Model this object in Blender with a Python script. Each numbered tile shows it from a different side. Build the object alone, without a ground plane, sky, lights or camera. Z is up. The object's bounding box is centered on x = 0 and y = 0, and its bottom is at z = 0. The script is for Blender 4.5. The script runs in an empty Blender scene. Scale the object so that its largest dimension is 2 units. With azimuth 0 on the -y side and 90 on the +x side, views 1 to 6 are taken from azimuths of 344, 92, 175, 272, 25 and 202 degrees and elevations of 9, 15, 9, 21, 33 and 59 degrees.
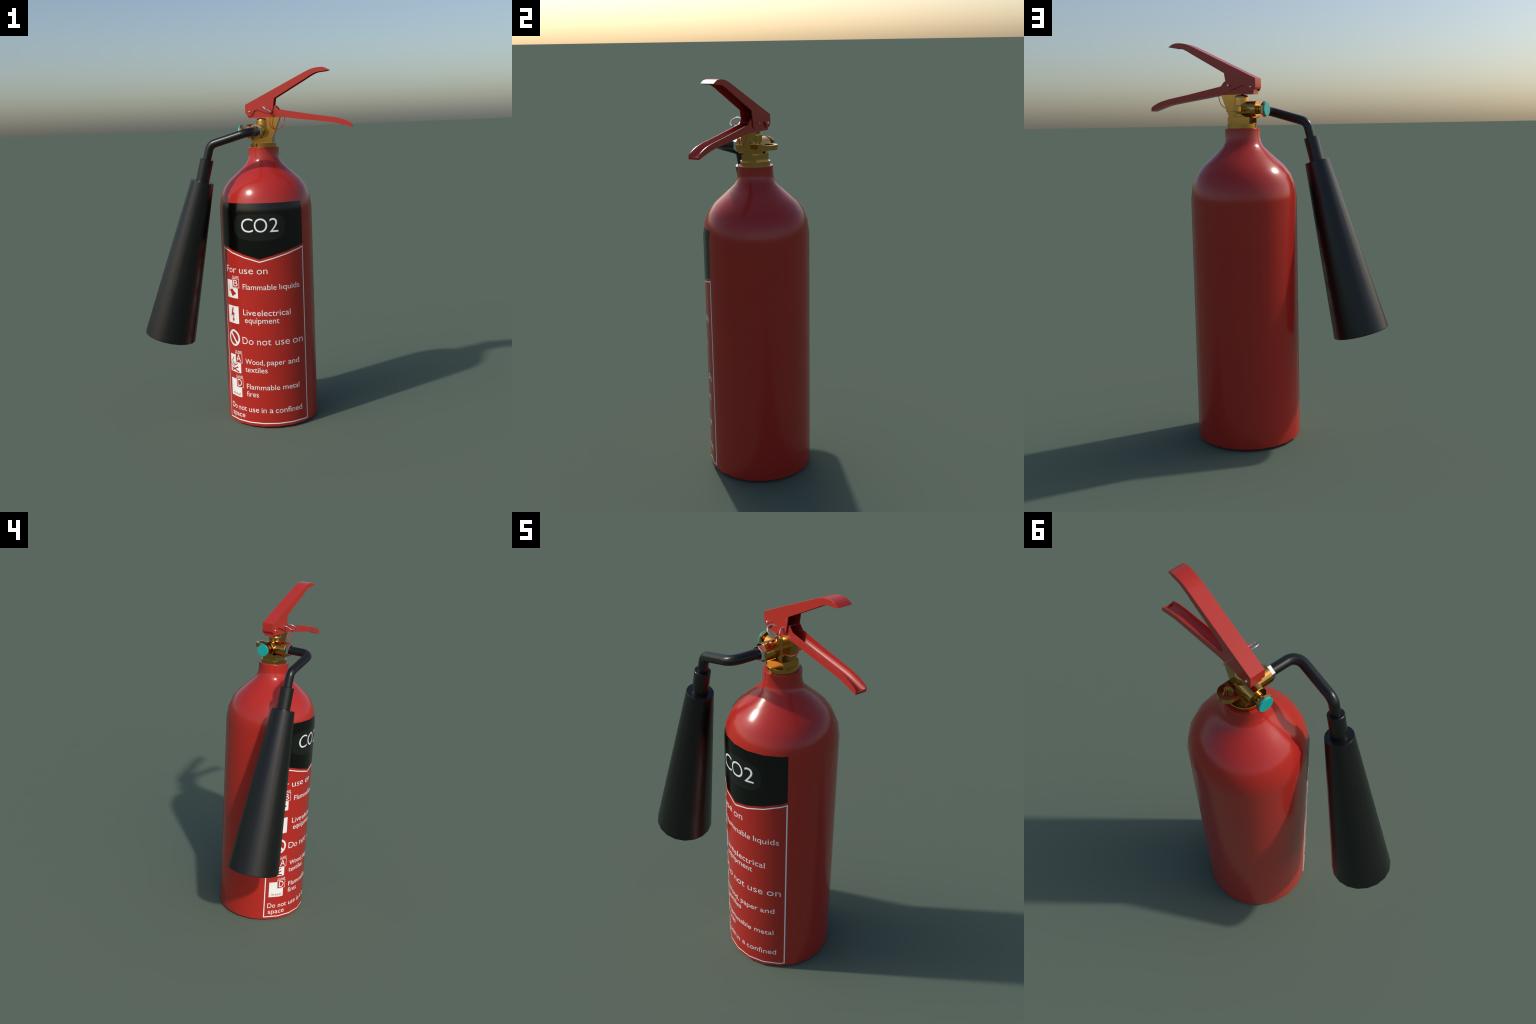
"""Red carbon-dioxide fire extinguisher: lathe-turned tank with printed label,
brass valve, two sheet-metal levers, safety pin, bent pipe and black horn."""
import bpy, bmesh, math
from mathutils import Vector, Matrix

# ------------------------------------------------------------------ frame
AXIS = Vector((0.1349, 0.0028, 0.0))          # vertical axis of the tank
HEAD = math.radians(-28.96)                   # heading of the levers
HM = Matrix.Translation(AXIS) @ Matrix.Rotation(HEAD, 4, 'Z')   # head frame -> world
DEG = math.pi / 180


# ------------------------------------------------------------------ materials
def material(name, color, rough, metal=0.0, coat=0.0, spec=0.5):
    m = bpy.data.materials.new(name)
    m.use_nodes = True
    b = m.node_tree.nodes['Principled BSDF']
    b.inputs['Base Color'].default_value = (*color, 1)
    b.inputs['Roughness'].default_value = rough
    b.inputs['Metallic'].default_value = metal
    b.inputs['Coat Weight'].default_value = coat
    b.inputs['Specular IOR Level'].default_value = spec
    return m


def grain(m, scale, stretch, amount, rough=None, bump=0.0):
    """Fine mottling of colour (and roughness) from stretched noise."""
    nt = m.node_tree
    n, l = nt.nodes, nt.links
    b = n['Principled BSDF']
    tc = n.new('ShaderNodeTexCoord')
    mp = n.new('ShaderNodeMapping')
    mp.inputs['Scale'].default_value = stretch
    nz = n.new('ShaderNodeTexNoise')
    nz.inputs['Scale'].default_value = scale
    nz.inputs['Detail'].default_value = 5
    l.new(tc.outputs['Object'], mp.inputs['Vector'])
    l.new(mp.outputs['Vector'], nz.inputs['Vector'])
    c = b.inputs['Base Color'].default_value[:]
    ramp = n.new('ShaderNodeValToRGB')
    ramp.color_ramp.elements[0].position = 0.3
    ramp.color_ramp.elements[1].position = 0.7
    ramp.color_ramp.elements[0].color = (*[v * (1 - amount) for v in c[:3]], 1)
    ramp.color_ramp.elements[1].color = (*[min(1, v * (1 + amount)) for v in c[:3]], 1)
    l.new(nz.outputs['Fac'], ramp.inputs['Fac'])
    l.new(ramp.outputs['Color'], b.inputs['Base Color'])
    if rough:
        mr = n.new('ShaderNodeMapRange')
        mr.inputs['To Min'].default_value = rough[0]
        mr.inputs['To Max'].default_value = rough[1]
        l.new(nz.outputs['Fac'], mr.inputs['Value'])
        l.new(mr.outputs['Result'], b.inputs['Roughness'])
    if bump:
        bp = n.new('ShaderNodeBump')
        bp.inputs['Strength'].default_value = bump
        bp.inputs['Distance'].default_value = 0.001
        l.new(nz.outputs['Fac'], bp.inputs['Height'])
        l.new(bp.outputs['Normal'], b.inputs['Normal'])
    return m


RED = (0.450, 0.025, 0.0175)
M_PAINT = grain(material('red_gloss_paint', RED, 0.20), 6, (1, 1, 1), 0.02)
M_LEVER = grain(material('red_lever_paint', (0.465, 0.029, 0.019), 0.26), 6, (1, 1, 1), 0.02)
M_GLINT_SPREAD = grain(material('red_lever_glint_spread_paint', (0.465, 0.029, 0.019), 0.40), 40, (1, 1, 1), 0.03, (0.34, 0.48))  # lever red again, roughened to widen and dim the sun highlight in the trough
M_BLACKPRINT = material('black_print', (0.0018, 0.0017, 0.0014), 0.19)
M_PATCH = material('grey_black_print', (0.0075, 0.0095, 0.0090), 0.19)
M_WHITE = material('white_print', (0.90, 0.89, 0.87), 0.22)
M_REDPRINT = material('red_print', RED, 0.25)
M_BRASS = grain(material('brass', (0.60, 0.335, 0.088), 0.15, metal=1.0), 14, (1, 1, 9), 0.06)
M_STEEL = grain(material('chromed_steel', (0.80, 0.81, 0.83), 0.12, metal=1.0), 40, (1, 1, 1), 0.02)
M_BLACK = grain(material('black_plastic', (0.0055, 0.0058, 0.0055), 0.32), 30, (1, 1, 1), 0.05)
M_BORE = material('dark_bore', (0.006, 0.006, 0.006), 0.6)
M_TEAL = grain(material('teal_plastic', (0.010, 0.40, 0.36), 0.35), 20, (1, 1, 1), 0.02)
M_STRING = material('red_seal_string', (0.75, 0.018, 0.014), 0.4)


# ------------------------------------------------------------------ helpers
def link(name, mesh, mat, parent=None, smooth=35, world=None):
    o = bpy.data.objects.new(name, mesh)
    bpy.context.scene.collection.objects.link(o)
    if mat is not None and not mesh.materials:
        mesh.materials.append(mat)
    if world is not None:
        mesh.transform(world)
    if smooth is not None:
        for p in mesh.polygons:
            p.use_smooth = True
        mesh.set_sharp_from_angle(angle=smooth * DEG)
    if parent is not None:
        o.parent = parent
    return o


def mesh_from(bm, name):
    me = bpy.data.meshes.new(name)
    bmesh.ops.recalc_face_normals(bm, faces=bm.faces)
    bm.to_mesh(me)
    bm.free()
    return me


def lathe_bm(profile, sides, phase=0.0, bm=None, M=None):
    """Revolve (radius, height) pairs about z; radius 0 closes an end."""
    bm = bm or bmesh.new()
    M = M or Matrix.Identity(4)
    rings = []
    for r, z in profile:
        if r < 1e-6:
            rings.append([bm.verts.new(M @ Vector((0, 0, z)))])
        else:
            rings.append([bm.verts.new(M @ Vector((r * math.cos(phase + 2 * math.pi * k / sides),
                                                   r * math.sin(phase + 2 * math.pi * k / sides), z)))
                          for k in range(sides)])
    for a, b in zip(rings, rings[1:]):
        for k in range(sides):
            k2 = (k + 1) % sides
            if len(a) == 1 and len(b) == 1:
                continue
            if len(a) == 1:
                bm.faces.new((a[0], b[k], b[k2]))
            elif len(b) == 1:
                bm.faces.new((a[k], b[0], a[k2]))
            else:
                bm.faces.new((a[k], b[k], b[k2], a[k2]))
    return bm


def lathe(name, profile, sides, mat, parent, M=None, phase=0.0, smooth=35):
    return link(name, mesh_from(lathe_bm(profile, sides, phase, None, M), name), mat, parent, smooth)


def prism_bm(poly, n0, n1):
    """Extrude a (d, z) outline sideways from n0 to n1 in the head frame."""
    bm = bmesh.new()
    a = [bm.verts.new((d, n0, z)) for d, z in poly]
    b = [bm.verts.new((d, n1, z)) for d, z in poly]
    bm.faces.new(a)
    bm.faces.new(b[::-1])
    for k in range(len(poly)):
        k2 = (k + 1) % len(poly)
        bm.faces.new((a[k], b[k], b[k2], a[k2]))
    return bm


def carve(obj, cutters):
    """Boolean-subtract cutter meshes and apply."""
    for me in cutters:
        c = bpy.data.objects.new('cutter', me)
        bpy.context.scene.collection.objects.link(c)
        mod = obj.modifiers.new('cut', 'BOOLEAN')
        mod.operation = 'DIFFERENCE'
        mod.solver = 'EXACT'
        mod.object = c
        dg = bpy.context.evaluated_depsgraph_get()
        new = bpy.data.meshes.new_from_object(obj.evaluated_get(dg))
        obj.modifiers.clear()
        obj.data = new
        bpy.data.objects.remove(c)


def bevel(obj, width, segments=2, angle=35):
    mod = obj.modifiers.new('round_edges', 'BEVEL')
    mod.width = width
    mod.segments = segments
    mod.limit_method = 'ANGLE'
    mod.angle_limit = angle * DEG
    mod.harden_normals = True
    dg = bpy.context.evaluated_depsgraph_get()
    new = bpy.data.meshes.new_from_object(obj.evaluated_get(dg))
    obj.modifiers.clear()
    obj.data = new


def finish(o, angle):
    """Smooth shading split at edges sharper than `angle`, flats kept flat."""
    for p in o.data.polygons:
        p.use_smooth = True
    o.data.set_sharp_from_angle(angle=angle * DEG)
    mod = o.modifiers.new('flat_faces', 'WEIGHTED_NORMAL')
    mod.mode = 'FACE_AREA_WITH_ANGLE'
    mod.weight = 90
    mod.keep_sharp = True
    dg = bpy.context.evaluated_depsgraph_get()
    new = bpy.data.meshes.new_from_object(o.evaluated_get(dg))
    o.modifiers.clear()
    o.data = new


def spline_path(pts, steps=8):
    """Catmull-Rom through control points."""
    P = [Vector(p) for p in pts]
    P = [P[0] * 2 - P[1]] + P + [P[-1] * 2 - P[-2]]
    out = []
    for i in range(1, len(P) - 2):
        p0, p1, p2, p3 = P[i - 1:i + 3]
        for s in range(steps):
            t = s / steps
            out.append(0.5 * ((2 * p1) + (p2 - p0) * t + (2 * p0 - 5 * p1 + 4 * p2 - p3) * t * t
                              + (3 * p1 - p0 - 3 * p2 + p3) * t ** 3))
    out.append(P[-2])
    return out


def filleted_path(pts, radius, steps=7):
    """Straight runs joined by circular-looking bends."""
    P = [Vector(p) for p in pts]
    out = [P[0]]
    for a, b, c in zip(P, P[1:], P[2:]):
        u, v = (a - b).normalized(), (c - b).normalized()
        half = u.angle(v) / 2
        cut = min(radius / math.tan(half), 0.48 * (a - b).length, 0.9 * (c - b).length)
        s, e = b + u * cut, b + v * cut
        r = cut * math.tan(half)
        ctr = b + (u + v).normalized() * (r / math.sin(half))
        ps, pe = s - ctr, e - ctr
        ax = ps.cross(pe).normalized()
        ang = ps.angle(pe)
        for k in range(steps + 1):
            out.append(ctr + Matrix.Rotation(ang * k / steps, 3, ax) @ ps)
    out.append(P[-1])
    return out


def tube_bm(path, radius, sides, bm=None, closed=False):
    bm = bm or bmesh.new()
    n = len(path)
    t0 = (path[1] - path[0]).normalized()
    up = Vector((0, 0, 1)) if abs(t0.z) < 0.9 else Vector((1, 0, 0))
    nrm = (up - t0 * up.dot(t0)).normalized()
    rings = []
    for i, p in enumerate(path):
        a = path[i - 1] if (i > 0 or closed) else path[i]
        b = path[(i + 1) % n] if (i < n - 1 or closed) else path[i]
        t = (b - a).normalized()
        nrm = (nrm - t * nrm.dot(t)).normalized()
        bn = t.cross(nrm)
        rings.append([bm.verts.new(p + (nrm * math.cos(2 * math.pi * k / sides)
                                        + bn * math.sin(2 * math.pi * k / sides)) * radius)
                      for k in range(sides)])
    pairs = list(zip(rings, rings[1:])) + ([(rings[-1], rings[0])] if closed else [])
    for a, b in pairs:
        for k in range(sides):
            bm.faces.new((a[k], a[(k + 1) % sides], b[(k + 1) % sides], b[k]))
    if not closed:
        bm.faces.new(rings[0][::-1])
        bm.faces.new(rings[-1])
    return bm


# ------------------------------------------------------------------ root
root = bpy.data.objects.new('fire_extinguisher', None)
bpy.context.scene.collection.objects.link(root)
root.location = (AXIS.x, AXIS.y, 0)
root['label'] = 'red fire extinguisher with brass valve, levers and black discharge horn'
root['category'] = 'fire extinguisher'


def to_root(o):
    """Parent to the root while keeping mesh data in world space."""
    o.parent = root
    o.matrix_parent_inverse = root_inv
    return o


root_inv = Matrix.Translation((-AXIS.x, -AXIS.y, 0))

# ------------------------------------------------------------------ tank
SIDES = 20
TANK = [(0.2645, 0.013), (0.2645, 1.226), (0.2640, 1.242), (0.2548, 1.304), (0.2345, 1.3535),
        (0.2038, 1.3955), (0.1562, 1.4370), (0.1272, 1.4635), (0.1025, 1.4870),
        (0.0912, 1.5105), (0.0868, 1.5350), (0.0868, 1.5750)]
FOOT = [(0.0, 0.006), (0.200, 0.006), (0.2430, 0.0), (0.2535, 0.0055)]
LIP = [(0.0850, 1.5772), (0.0, 1.5772)]


def ring_normals():
    """Area-weighted (radial, vertical) normal per TANK ring."""
    seg = []
    for (r0, z0), (r1, z1) in zip(TANK, TANK[1:]):
        ln = math.hypot(r1 - r0, z1 - z0)
        seg.append(((z1 - z0) / ln, (r0 - r1) / ln, ln * (r0 + r1)))
    res = []
    for i in range(len(TANK)):
        use = seg[max(0, i - 1):i + 1]
        nr = sum(s[0] * s[2] for s in use)
        nz = sum(s[1] * s[2] for s in use)
        q = math.hypot(nr, nz)
        res.append((nr / q, nz / q))
    return res


RING_N = ring_normals()
RING_N[2] = (math.cos(3.6 * DEG), math.sin(3.6 * DEG))     # shoulder starts to turn here


def tank_profile(z):
    """radius and (radial, vertical) normal of the tank wall at height z."""
    for i in range(len(TANK) - 1):
        (r0, z0), (r1, z1) = TANK[i], TANK[i + 1]
        if z <= z1 or i == len(TANK) - 2:
            t = (z - z0) / (z1 - z0)
            a, b = RING_N[i], RING_N[i + 1]
            return r0 + (r1 - r0) * t, (a[0] + (b[0] - a[0]) * t, a[1] + (b[1] - a[1]) * t)


def custom_normals(me, fn):
    """fn(loop vertex co, face normal) -> normal or None to keep the face's own."""
    out = []
    for p in me.polygons:
        for li in p.loop_indices:
            co = me.vertices[me.loops[li].vertex_index].co
            out.append(fn(co, p.normal) or p.normal)
    me.normals_split_custom_set([tuple(n) for n in out])


bm = lathe_bm(FOOT + TANK + LIP, SIDES, HEAD, None, Matrix.Translation(AXIS))
tank = link('tank', mesh_from(bm, 'tank'), M_PAINT, None, None)
for p in tank.data.polygons:
    p.use_smooth = True


def tank_normal(co, fn):
    v = Vector((co.x - AXIS.x, co.y - AXIS.y, 0))
    r = v.length
    if r < 1e-4:
        return None
    v /= r
    if co.z >= TANK[0][1] - 1e-4 and co.z < 1.5752 and abs(fn.z) < 0.95:
        _, (nr, nz) = tank_profile(co.z)
        return Vector((v.x * nr, v.y * nr, nz)).normalized()
    if co.z > 1.5752:
        return Vector((0, 0, 1)) if fn.z > 0.9 else Vector((v.x * .4, v.y * .4, .9)).normalized()
    if abs(fn.z) > 0.97:
        return None
    if co.z < 0.011:
        return Vector((v.x * .6, v.y * .6, -.8)) if r > .25 else None
    return Vector((v.x, v.y, 0))


custom_normals(tank.data, tank_normal)
to_root(tank)

# ------------------------------------------------------------------ label printing
FACET = 360 / SIDES
A0 = -28.96
S = 0.264 * DEG            # metres of wall per degree


def wall(theta, z, lift):
    """Point on the facetted tank wall at angle theta (degrees) and height z."""
    k = math.floor((theta - A0) / FACET)
    t = (theta - A0) / FACET - k
    r, (nr, nz) = tank_profile(z)
    a, b = (A0 + FACET * k) * DEG, (A0 + FACET * (k + 1)) * DEG
    x = math.cos(a) * (1 - t) + math.cos(b) * t
    y = math.sin(a) * (1 - t) + math.sin(b) * t
    n = Vector((math.cos(theta * DEG), math.sin(theta * DEG), 0))
    return AXIS + Vector((x * r, y * r, z)) + n * lift


def wrap(name, bm, mat, lift, parent=tank, depth=0.0008):
    """Bend a flat print (x = degrees, y = height) onto the tank as a thin raised film."""
    xs = [v.co.x for v in bm.verts]
    k0, k1 = math.floor((min(xs) - A0) / FACET), math.ceil((max(xs) - A0) / FACET)
    for k in range(k0, k1 + 1):
        bmesh.ops.bisect_plane(bm, geom=bm.verts[:] + bm.edges[:] + bm.faces[:], dist=1e-6,
                               plane_co=(A0 + FACET * k, 0, 0), plane_no=(1, 0, 0))
    for _, z in TANK[1:4]:
        bmesh.ops.bisect_plane(bm, geom=bm.verts[:] + bm.edges[:] + bm.faces[:], dist=1e-6,
                               plane_co=(0, z, 0), plane_no=(0, 1, 0))
    bmesh.ops.remove_doubles(bm, verts=bm.verts, dist=1e-6)
    for f in bm.faces:
        f.normal_update()
        if f.normal.z < 0:
            f.normal_flip()
    ext = bmesh.ops.extrude_face_region(bm, geom=bm.faces[:])
    top = {g for g in ext['geom'] if isinstance(g, bmesh.types.BMVert)}
    for v in bm.verts:
        v.co = wall(v.co.x, v.co.y, lift if v in top else lift - depth)
    me = mesh_from(bm, name)
    o = link(name, me, mat, parent, None)
    for p in me.polygons:
        p.use_smooth = True

    def fn(co, n):
        v = Vector((co.x - AXIS.x, co.y - AXIS.y, 0)).normalized()
        if n.dot(v) < 0.8:
            return None
        _, (nr, nz) = tank_profile(co.z)
        return Vector((v.x * nr, v.y * nr, nz)).normalized()
    custom_normals(me, fn)
    return o


def poly_bm(*loops):
    """Filled flat polygons, one face per loop."""
    bm = bmesh.new()
    for pts in loops:
        bm.faces.new([bm.verts.new((x, y, 0)) for x, y in pts])
    return bm


def strip(pts, w, closed=False):
    """Quads following a polyline in degree/height space with real-width w."""
    n = len(pts)
    Q = [Vector((x * S, y)) for x, y in pts]
    offs = []
    for i in range(n):
        dirs = []
        if i > 0 or closed:
            dirs.append((Q[i] - Q[i - 1]).normalized())
        if i < n - 1 or closed:
            dirs.append((Q[(i + 1) % n] - Q[i]).normalized())
        t = sum(dirs, Vector((0, 0))).normalized()
        nn = Vector((-t.y, t.x))
        c = max(0.3, abs(nn.dot(Vector((-dirs[0].y, dirs[0].x)))))
        offs.append(nn * (w / 2 / c))
    a = [Q[i] + offs[i] for i in range(n)]
    b = [Q[i] - offs[i] for i in range(n)]
    rng = range(n if closed else n - 1)
    return [[(p.x / S, p.y) for p in (b[i], b[(i + 1) % n], a[(i + 1) % n], a[i])] for i in rng]


def text_bm(body, x0, x1, base, top, ref=None, thin=0.0):
    """Flat lettering spanning x0..x1 degrees; `ref` glyphs reach from base to top."""
    def flat(s):
        cu = bpy.data.curves.new('lettering', 'FONT')
        cu.body = s
        cu.resolution_u = 4
        cu.offset = -thin
        o = bpy.data.objects.new('lettering', cu)
        bpy.context.scene.collection.objects.link(o)
        me = bpy.data.meshes.new_from_object(o.evaluated_get(bpy.context.evaluated_depsgraph_get()))
        bpy.data.objects.remove(o)
        bpy.data.curves.remove(cu)
        return me
    h = max(v.co.y for v in flat(ref or 'H').vertices)
    me = flat(body)
    bm = bmesh.new()
    bm.from_mesh(me)
    bmesh.ops.remove_doubles(bm, verts=bm.verts, dist=1e-5)
    xs = [v.co.x for v in bm.verts]
    lo, hi = min(xs), max(xs)
    for v in bm.verts:
        v.co = Vector((x0 + (v.co.x - lo) / (hi - lo) * (x1 - x0), base + v.co.y / h * (top - base), 0))
    return bm


L0, L1, LC = -175.2, -58.8, -117.1          # label edges and middle, degrees
# black heading panel with chevron foot
wrap('label_heading_panel', poly_bm([(L0 + .6, 1.043), (LC, 0.9725), (L1 - .2, 1.043), (L1 - .2, 1.2805), (L0 + .6, 1.2805)]),
     M_BLACKPRINT, 0.0003)
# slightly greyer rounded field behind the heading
blob = []
for k in range(40):
    a = 2 * math.pi * k / 40
    ca, sa = math.cos(a), math.sin(a)
    blob.append((-117.7 + 32.6 * math.copysign(abs(ca) ** 0.62, ca),
                 1.152 + 0.0745 * math.copysign(abs(sa) ** 0.62, sa) * (1 + 0.03 * math.sin(3 * a))))
wrap('label_heading_field', poly_bm(blob), M_PATCH, 0.0005)
# white outline
frame = [(L0 + .5, 0.029), (L1 - .5, 0.029), (L1 - .5, 1.0265), (LC, 0.957), (L0 + .5, 1.0265)]
wrap('label_border', poly_bm(*strip(frame, 0.0058, True)), M_WHITE, 0.0003)

# words: text, left edge, right edge (degrees), baseline, cap height (metres)
WORDS = [
    ('C', -139.1, -124.0, 1.1215, 1.1975), ('O', -122.6, -106.5, 1.1215, 1.1975), ('2', -103.9, -93.2, 1.1215, 1.1975),
    ('For', -169.6, -150.2, 0.8895, 0.928), ('use', -145.5, -126.0, 0.8895, 0.928), ('on', -121.3, -108.2, 0.8895, 0.928),
    ('Flammable', -140.9, -97.9, 0.801, 0.8315), ('l\u0131quids', -94.4, -66.9, 0.801, 0.8315),
    ('Live', -141.8, -124.6, 0.654, 0.687), ('electrical', -122.8, -81.3, 0.654, 0.687),
    ('equipment', -139.5, -96.0, 0.6105, 0.6425),
    ('Do', -144.8, -129.1, 0.4865, 0.526), ('not', -124.2, -106.8, 0.4865, 0.526),
    ('use', -101.7, -83.6, 0.4865, 0.526), ('on', -79.2, -64.3, 0.4865, 0.526),
    ('Wood,', -141.5, -116.0, 0.371, 0.4015), ('paper', -113.0, -89.8, 0.371, 0.4015), ('and', -86.5, -70.8, 0.371, 0.4015),
    ('textiles', -142.2, -112.6, 0.325, 0.356),
    ('Flammable', -141.0, -97.9, 0.2255, 0.2555), ('metal', -94.0, -71.7, 0.2255, 0.2555),
    ('fires', -141.3, -125.0, 0.181, 0.212),
    ('Do', -170.2, -159.3, 0.0905, 0.1225), ('not', -155.6, -142.7, 0.0905, 0.1225), ('use', -138.9, -125.4, 0.0905, 0.1225),
    ('in', -122.0, -115.7, 0.0905, 0.1225), ('a', -111.8, -107.3, 0.0905, 0.1225), ('confined', -104.4, -68.5, 0.0905, 0.1225),
    ('space', -169.2, -145.6, 0.049, 0.080),
]
for body, x0, x1, base, top in WORDS:
    wrap('lettering', text_bm(body, x0, x1, base, top, None, 0.007 if top - base > .036 else 0.003), M_WHITE, 0.0007 if top > 1.1 else 0.0003)


def rect(x0, x1, y0, y1):
    return [(x0, y0), (x1, y0), (x1, y1), (x0, y1)]


def class_box(letter, y0, y1, x0=-158.2, x1=-146.9):
    """Small outlined box with a class letter, on the corner of a pictogram tile."""
    wrap('class_box', poly_bm(rect(x0 - .35, x1, y0 - .0015, y1)), M_REDPRINT, 0.0005)
    inset = .0012
    wrap('class_box_outline', poly_bm(*strip([(x0, y0 + inset), (x1, y0 + inset), (x1, y1 - inset), (x0, y1 - inset)], 0.0024, True)),
         M_WHITE, 0.0007)
    wrap('lettering', text_bm(letter, x0 + 2.2, x1 - 2.0, y0 + .0085, y1 - .0075), M_WHITE, 0.0007)
    wrap('lettering', text_bm('CLASS', x0 + .2, x1 - .1, y1 + .0035, y1 + .0150), M_WHITE, 0.0007)


T0, T1 = -169.3, -149.1
# flammable liquids: tipped can and flame
wrap('pictogram_tile', poly_bm(rect(T0, T1, 0.744, 0.846)), M_WHITE, 0.0003)
wrap('pictogram', poly_bm([(-164.6, 0.789), (-158.6, 0.797), (-151.6, 0.772), (-158.9, 0.752)],
                          *strip([(-167.3, .810), (-165.2, .803), (-165.8, .795), (-162.3, .787)], .0022),
                          *strip([(-165.0, .826), (-163.6, .816), (-165.2, .808)], .0020),
                          *strip([(-167.9, .796), (-166.3, .788), (-166.9, .776)], .0020),
                          *strip([(-162.0, .803), (-160.5, .796)], .0022)), M_REDPRINT, 0.0005)
class_box('B', 0.8045, 0.8575)
# live electrical: lightning arrow
wrap('pictogram_tile', poly_bm(rect(T0, T1, 0.5975, 0.698)), M_WHITE, 0.0003)
wrap('pictogram', poly_bm([(-160.6, .689), (-157.9, .687), (-159.5, .659), (-156.2, .658), (-158.3, .626), (-160.0, .627),
                           (-158.9, .6475), (-163.8, .636)],
                          [(-161.6, .6255), (-156.1, .6245), (-159.0, .6045)]), M_REDPRINT, 0.0005)
# prohibition ring
ring, bar = [], []
for k in range(36):
    a = 2 * math.pi * k / 36
    ring.append((-159.3 + 0.0423 / S * math.cos(a), 0.5115 + 0.0423 * math.sin(a)))
wrap('prohibition_sign', poly_bm(*strip(ring, 0.0115, True)), M_WHITE, 0.0003)
wrap('prohibition_bar', poly_bm(*strip([(-159.3 - .028 / S, .5115 + .028), (-159.3 + .028 / S, .5115 - .028)], 0.0125)), M_WHITE, 0.0005)
# wood: flames over crossed logs
wrap('pictogram_tile', poly_bm(rect(T0, T1, 0.309, 0.412)), M_WHITE, 0.0003)
wrap('pictogram', poly_bm(*strip([(-167.0, .331), (-152.3, .3155)], .0085)), M_REDPRINT, 0.0005)
wrap('pictogram', poly_bm(*strip([(-167.0, .315), (-153.6, .3440)], .0080)), M_REDPRINT, 0.0006)
wrap('pictogram', poly_bm(*strip([(-168.6, .3600), (-166.6, .3440), (-161.4, .3400)], .0055)), M_REDPRINT, 0.0005)
wrap('pictogram', poly_bm(*strip([(-162.7, .3950), (-165.6, .3740), (-164.4, .3580), (-160.2, .3480)], .0065)), M_REDPRINT, 0.0005)
wrap('pictogram', poly_bm(*strip([(-161.2, .3660), (-159.2, .3510), (-154.4, .3630)], .0055)), M_REDPRINT, 0.0006)
class_box('A', 0.369, 0.4255)
# metal
wrap('pictogram_tile', poly_bm(rect(T0, T1, 0.1665, 0.268)), M_WHITE, 0.0003)
wrap('lettering', text_bm('metal', -166.2, -151.6, 0.1755, 0.1925), M_REDPRINT, 0.0005)
class_box('D', 0.2235, 0.2795)

# ------------------------------------------------------------------ valve (head frame)
def head(o):
    o.data.transform(HM)
    return o


UP = Matrix.Identity(4)
TO_REAR = Matrix.Translation((0, 0, 1.667)) @ Matrix.Rotation(-math.pi / 2, 4, 'Y')      # local z -> -d
TO_SIDE = Matrix.Translation((-0.0200, 0, 1.667)) @ Matrix.Rotation(math.pi / 2, 4, 'X')  # local z -> -n


def hpart(name, bm, mat, parent, smooth=35, bev=0.0, seg=2):
    o = link(name, mesh_from(bm, name), mat, None, None)
    if bev:
        bevel(o, bev, seg)
    o.data.transform(HM)
    finish(o, smooth)
    o.parent = parent
    return o


# central body: rounded turret
valve = hpart('valve_body', lathe_bm([(0, 1.626), (.036, 1.626), (.036, 1.7215), (.0348, 1.7285), (.031, 1.7340), (.025, 1.7372), (.013, 1.738), (.0125, 1.742), (0, 1.742)], 24),
              M_BRASS, None, 50)
to_root(valve)
hpart('valve_collar', lathe_bm([(0, 1.5765), (.0735, 1.5765), (.0735, 1.5975), (.0722, 1.599), (0, 1.599)], 28), M_BRASS, valve)
b = bmesh.new()
bmesh.ops.create_cube(b, size=1, matrix=Matrix.Translation((0, 0, 1.6145)) @ Matrix.Diagonal((.1190, .0810, .0350, 1)))
hpart('valve_block', b, M_BRASS, valve, 35, .0008, 1)
hpart('valve_fin', prism_bm([(-.005, 1.630), (.0605, 1.630), (.1025, 1.7415), (-.005, 1.7415)], -.0225, .0225), M_BRASS, valve, 35, .0006, 1)
# rear inlet with gauge plug
hpart('valve_inlet', lathe_bm([(0, -.01), (.0412, -.01), (.0412, .0862), (.0402, .0874), (0, .0874)], 20, .0, None, TO_REAR), M_BRASS, valve)
hpart('plug_neck', lathe_bm([(0, .080), (.0228, .080), (.0228, .0975), (.0165, .099), (.0165, .117), (0, .117)], 20, 0, None, TO_REAR), M_BRASS, valve)
hpart('plug_nut', lathe_bm([(0, .1140), (.0335, .1140), (.0380, .1165), (.0380, .1285), (0, .1285)], 6, 0, None, TO_REAR), M_BRASS, valve, 20)
hpart('plug_cap', lathe_bm([(0, .1275), (.0342, .1275), (.0342, .1350), (.0330, .1366), (0, .1368)], 32, 0, None, TO_REAR), M_TEAL, valve, 40)
# side outlet
hpart('valve_outlet', lathe_bm([(0, -.005), (.0415, -.005), (.0415, .0968), (.0405, .0980), (0, .0980)], 22, 0, None, TO_SIDE), M_BRASS, valve)
hpart('outlet_nut', lathe_bm([(0, .095), (.0355, .095), (.0355, .1155), (.0335, .1180), (.0305, .1180), (.0255, .1125), (0, .1125)], 6, math.pi / 6, None, TO_SIDE), M_STEEL, valve, 20)
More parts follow.
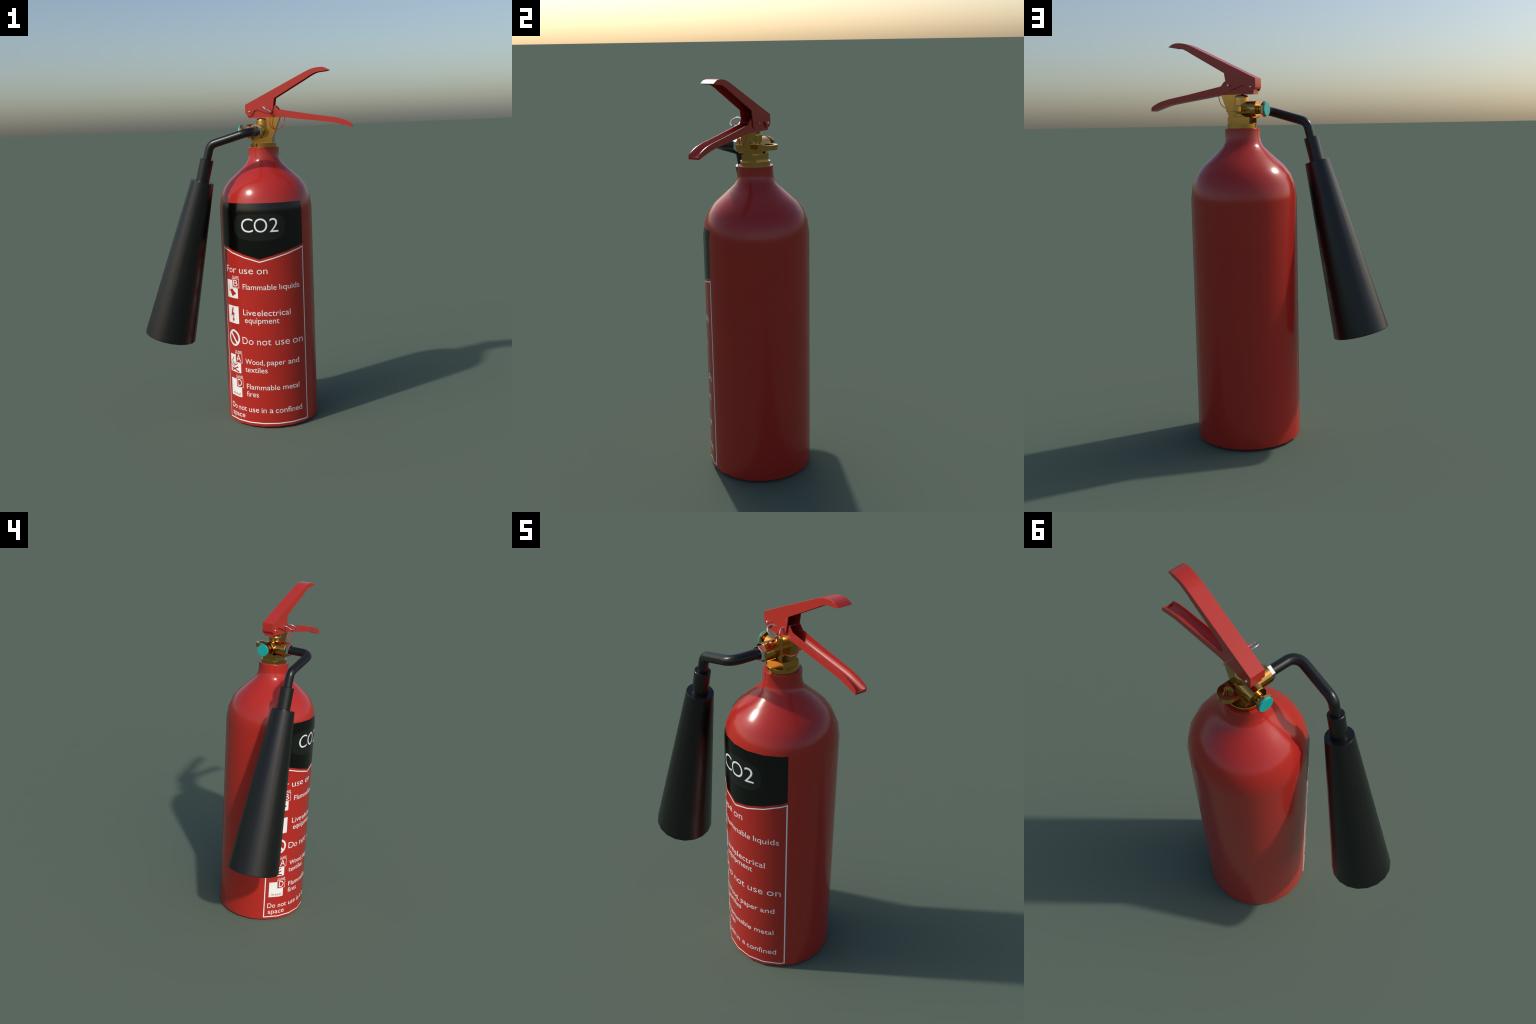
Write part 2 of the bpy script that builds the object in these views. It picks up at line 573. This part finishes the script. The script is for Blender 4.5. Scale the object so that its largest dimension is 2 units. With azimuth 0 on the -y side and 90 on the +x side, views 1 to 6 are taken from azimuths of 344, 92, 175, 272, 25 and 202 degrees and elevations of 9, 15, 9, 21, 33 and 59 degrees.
# eyelet lug
lug = []
for k in range(19):
    a = math.pi * k / 18
    lug.append((.0403 * math.cos(a), .0800 + .0403 * math.sin(a)))
lug += [(-.0403, 0.0), (.0403, 0.0)]
b = bmesh.new()
lo = [b.verts.new((x, y, 1.6568)) for x, y in lug]
hi = [b.verts.new((x, y, 1.6805)) for x, y in lug]
b.faces.new(lo[::-1])
b.faces.new(hi)
for k in range(len(lug)):
    k2 = (k + 1) % len(lug)
    b.faces.new((lo[k], lo[k2], hi[k2], hi[k]))
lug_o = link('eyelet_lug', mesh_from(b, 'eyelet_lug'), M_BRASS, None, None)
carve(lug_o, [mesh_from(lathe_bm([(0, 1.62), (.0243, 1.62), (.0243, 1.72), (0, 1.72)], 18, 0, None, Matrix.Translation((0, .080, 0))), 'bore')])
head(lug_o)
finish(lug_o, 35)
lug_o.parent = valve

# ------------------------------------------------------------------ levers (head frame)
def offset_curve(pts, dist):
    """Shift a polyline to its left by dist."""
    out = []
    P = [Vector(p) for p in pts]
    for i, p in enumerate(P):
        a, c = P[max(0, i - 1)], P[min(len(P) - 1, i + 1)]
        t = (c - a).normalized()
        out.append((p.x - t.y * dist, p.y + t.x * dist))
    return out


HALF = 0.0341
crest = [(-.0912, 1.8148), (.080, 1.8972), (.2530, 1.9800), (.2700, 1.9872), (.2870, 1.9932), (.3050, 1.9975),
         (.3240, 1.9996), (.3430, 2.0000), (.3580, 1.9974), (.3700, 1.9925), (.3862, 1.9835)]
under = [(.3720, 1.9795), (.3560, 1.9772), (.3400, 1.9762), (.3240, 1.9748), (.3080, 1.9708), (.2925, 1.9640), (.2745, 1.9548), (.2550, 1.9430), (.0767, 1.8440)]
tabs = [(.0706, 1.8060), (.0640, 1.7700), (.0590, 1.7625), (.0480, 1.7585), (-.0240, 1.7842), (-.0330, 1.7830), (-.0430, 1.7768),
        (-.0470, 1.7650), (-.0515, 1.7588), (-.0590, 1.7535), (-.0668, 1.7512), (-.0745, 1.7525), (-.0815, 1.7560), (-.0880, 1.7645), (-.0912, 1.7735)]
carry = link('carry_handle', mesh_from(prism_bm(crest + under + tabs, -HALF, HALF), 'carry_handle'), M_LEVER, None, None)
inner_top = offset_curve(crest[:-1], -.0040)
inner_top[0] = (-.0872, 1.8123)
cut = inner_top + [(.3760, 1.9740), (.3500, 1.9500), (.0900, 1.8000), (.0900, 1.70), (-.0872, 1.70)]
carve(carry, [mesh_from(prism_bm(cut, -HALF + .0040, HALF - .0040), 'hollow')])
bevel(carry, .0015, 2, 40)
carry.data.transform(Matrix.Translation((0, .0004, 0)))
head(carry)
finish(carry, 32)
to_root(carry)

LH = 0.0276
belly = [(-.0776, 1.7400), (.1000, 1.7402), (.1200, 1.7388), (.1938, 1.7277), (.3300, 1.7092), (.3900, 1.7004), (.4150, 1.6955),
         (.4400, 1.6886), (.4650, 1.6810), (.4850, 1.6745), (.5045, 1.6692)]
back = [(.5052, 1.6790), (.5046, 1.6845), (.5018, 1.6893), (.4970, 1.6938), (.4890, 1.6980), (.4790, 1.7035), (.4660, 1.7095), (.4450, 1.7172), (.4250, 1.7222),
        (.4000, 1.7282), (.2900, 1.7462), (.1000, 1.7815), (.0810, 1.8035), (.0600, 1.8060), (-.0776, 1.7870)]
squeeze = link('squeeze_lever', mesh_from(prism_bm(belly + back, -LH, LH), 'squeeze_lever'), M_LEVER, None, None)
floor = offset_curve(belly, .0040)
floor = [(-.0740, 1.7440)] + floor[1:-1] + [(.5005, 1.6748)]


def trough_bm(floor):
    """Cutter with a rounded floor: stack of outlines narrowing towards the bottom."""
    w = LH - .0034
    f = .0100                                    # fillet radius
    bm = bmesh.new()
    rows = []
    for k in range(6):
        a = math.pi / 2 * k / 5
        rows.append((w - f + f * math.sin(a), f - f * math.cos(a)))
    prof = [(-n, h) for n, h in rows[::-1]] + [(n, h) for n, h in rows]
    sections = []
    for d, z in floor:
        sec = [bm.verts.new((d, n, z + h)) for n, h in prof]
        sec = [bm.verts.new((d, -w, 1.90))] + sec + [bm.verts.new((d, w, 1.90))]
        sections.append(sec)
    m = len(sections[0])
    for a, c in zip(sections, sections[1:]):
        for k in range(m):
            k2 = (k + 1) % m
            bm.faces.new((a[k], a[k2], c[k2], c[k]))
    bm.faces.new(sections[0])
    bm.faces.new(sections[-1][::-1])
    return bm


lipcut = prism_bm([(.4990, 1.6800), (.5300, 1.6800), (.5300, 1.72), (.4990, 1.72)], -LH + .0034, LH - .0034)
carve(squeeze, [mesh_from(trough_bm(floor), 'trough'), mesh_from(lipcut, 'lip')])
bevel(squeeze, .0010, 2, 40)
squeeze.data.transform(Matrix.Translation((-.0008, .0007, 0)))
head(squeeze)
finish(squeeze, 32)

# the pressed floor of the lever shades as one soft hollow from wall to wall
INV = HM.inverted()
ROT = INV.to_3x3()
TW = LH - .0034


def hollow_normal(co, fn):
    p, q = INV @ co, ROT @ fn
    if not (.02 < p.x < .4985) or abs(p.y) > TW + .0012 or (q.z < .3 and q.y * p.y > -1e-6):
        return None
    for (d0, z0), (d1, z1) in zip(floor, floor[1:]):
        if d0 <= p.x <= d1 + 1e-6:
            h = p.z - (z0 + (z1 - z0) * (p.x - d0) / (d1 - d0))
            if h > .0108 or h < -.001:
                return None
            a = -58 * DEG * p.y / TW
            up = Vector((z0 - z1, 0, d1 - d0)).normalized()
            return ROT.transposed() @ (up * math.cos(a) + Vector((0, 1, 0)) * math.sin(a))
    return None


me = squeeze.data
kept = [Vector(n.vector) for n in me.corner_normals]
mix = []
for p in me.polygons:
    for li in p.loop_indices:
        mix.append(hollow_normal(me.vertices[me.loops[li].vertex_index].co, p.normal) or kept[li])
me.normals_split_custom_set([tuple(n) for n in mix])
me.materials.append(M_GLINT_SPREAD)
for p in me.polygons:
    if hollow_normal(p.center, p.normal):
        p.material_index = 1
to_root(squeeze)

# pivot pin with domed heads
SIDEWAYS = Matrix.Translation((-.0660, 0, 1.7745)) @ Matrix.Rotation(math.pi / 2, 4, 'X')
dome = [(0, -.0410), (.0025, -.0406), (.0046, -.0394), (.0060, -.0372), (.0064, -.0335), (.0040, -.0335)]
pivot = hpart('pivot_pin', lathe_bm(dome + [(r, -z) for r, z in dome[::-1]], 16, 0, None, SIDEWAYS), M_STEEL, None, 60)
to_root(pivot)

# safety pin: straight wire ending in an open pull ring
RC, RR = Vector((.0415, -.0785, 1.7843)), .0285
RU, RV = Vector((.76, 0, -.65)).normalized(), Vector((0, 1, 0))


def ring_pt(deg, r=RR):
    a = deg * DEG
    return RC + RU * (r * math.sin(a)) + RV * (r * math.cos(a))


wire = [ring_pt(a) for a in range(-38, -325, -12)]
wire += [RC + RU * .0055 + RV * .0305, RC + RU * .0012 + RV * .0370, Vector((.0415, -.0360, 1.7850)), Vector((.0418, -.0240, 1.7852)),
         Vector((.0435, .0200, 1.7849)), Vector((.0451, .0572, 1.7846))]
safety = hpart('safety_pin', tube_bm(spline_path(wire, 3), .0037, 10), M_STEEL, None, 60)
to_root(safety)

# seal string looped through the ring
tie = [(.0640, -.0745, 1.7672), (.0615, -.0735, 1.7535), (.0560, -.0675, 1.7290), (.0540, -.0610, 1.7050), (.0595, -.0510, 1.6850),
       (.0720, -.0395, 1.6755), (.0855, -.0300, 1.6728), (.1015, -.0205, 1.6775), (.1150, -.0125, 1.6890), (.1235, -.0090, 1.7050),
       (.1275, -.0060, 1.7200), (.1270, -.0020, 1.7400)]
b = tube_bm(spline_path(tie, 6), .0019, 8)
knot_c = ring_pt(-266)
kn = [knot_c + Vector((0.0025 * math.sin(i * 1.7), .0058 * math.sin(a), 0)) + RU.cross(RV) * (.0058 * math.cos(a)) for i, a in
      enumerate([2 * math.pi * k / 12 for k in range(25)])]
tube_bm(kn, .0022, 7, b)
loop = [Vector((.0610, -.0735, 1.7565)) + Vector((.0045 * math.sin(a), .002 * math.cos(a), .0062 * math.cos(a))) for a in
        [2 * math.pi * k / 16 for k in range(16)]]
tube_bm(loop, .0017, 7, b, True)
string = hpart('seal_string', b, M_STRING, None, 80)
to_root(string)

# ------------------------------------------------------------------ pipe and horn
B1 = Vector((-.0245, -.2462, 1.6650))
B2 = Vector((-.2450, -.2455, 1.6035))
TOP = Vector((-.2671, -.2448, 1.5257))
END = Vector((-.5346, -.2435, .5268))
axis = (END - TOP).normalized()
pipe_path = filleted_path([(-.0215, -.106, 1.667), B1, B2, TOP + axis * .02], .050, 8)
pipe = hpart('delivery_pipe', tube_bm(pipe_path, .0233, 18), M_BLACK, None, 60)
to_root(pipe)

rot = axis.to_track_quat('Z', 'X').to_matrix().to_4x4()
HORN_M = Matrix.Translation(TOP) @ rot
LEN = (END - TOP).length
S1 = .1240
horn_prof = [(0, S1), (.0625, S1), (.0637, S1 + .0012), (.1443, LEN - .006), (.1438, LEN - .002), (.1405, LEN),
             (.1375, LEN - .001), (.1355, LEN - .010), (.0500, S1 + .05), (0, S1 + .05)]
horn = hpart('discharge_horn', lathe_bm(horn_prof, 18, 10 * DEG, None, HORN_M), M_BLACK, None, 40)
to_root(horn)
hpart('horn_sleeve', lathe_bm([(0, 0), (.0360, 0), (.0374, .0014), (.0374, S1 - .003), (.0395, S1 + .001), (0, S1 + .001)], 18, 10 * DEG, None, HORN_M), M_BLACK, horn, 40)
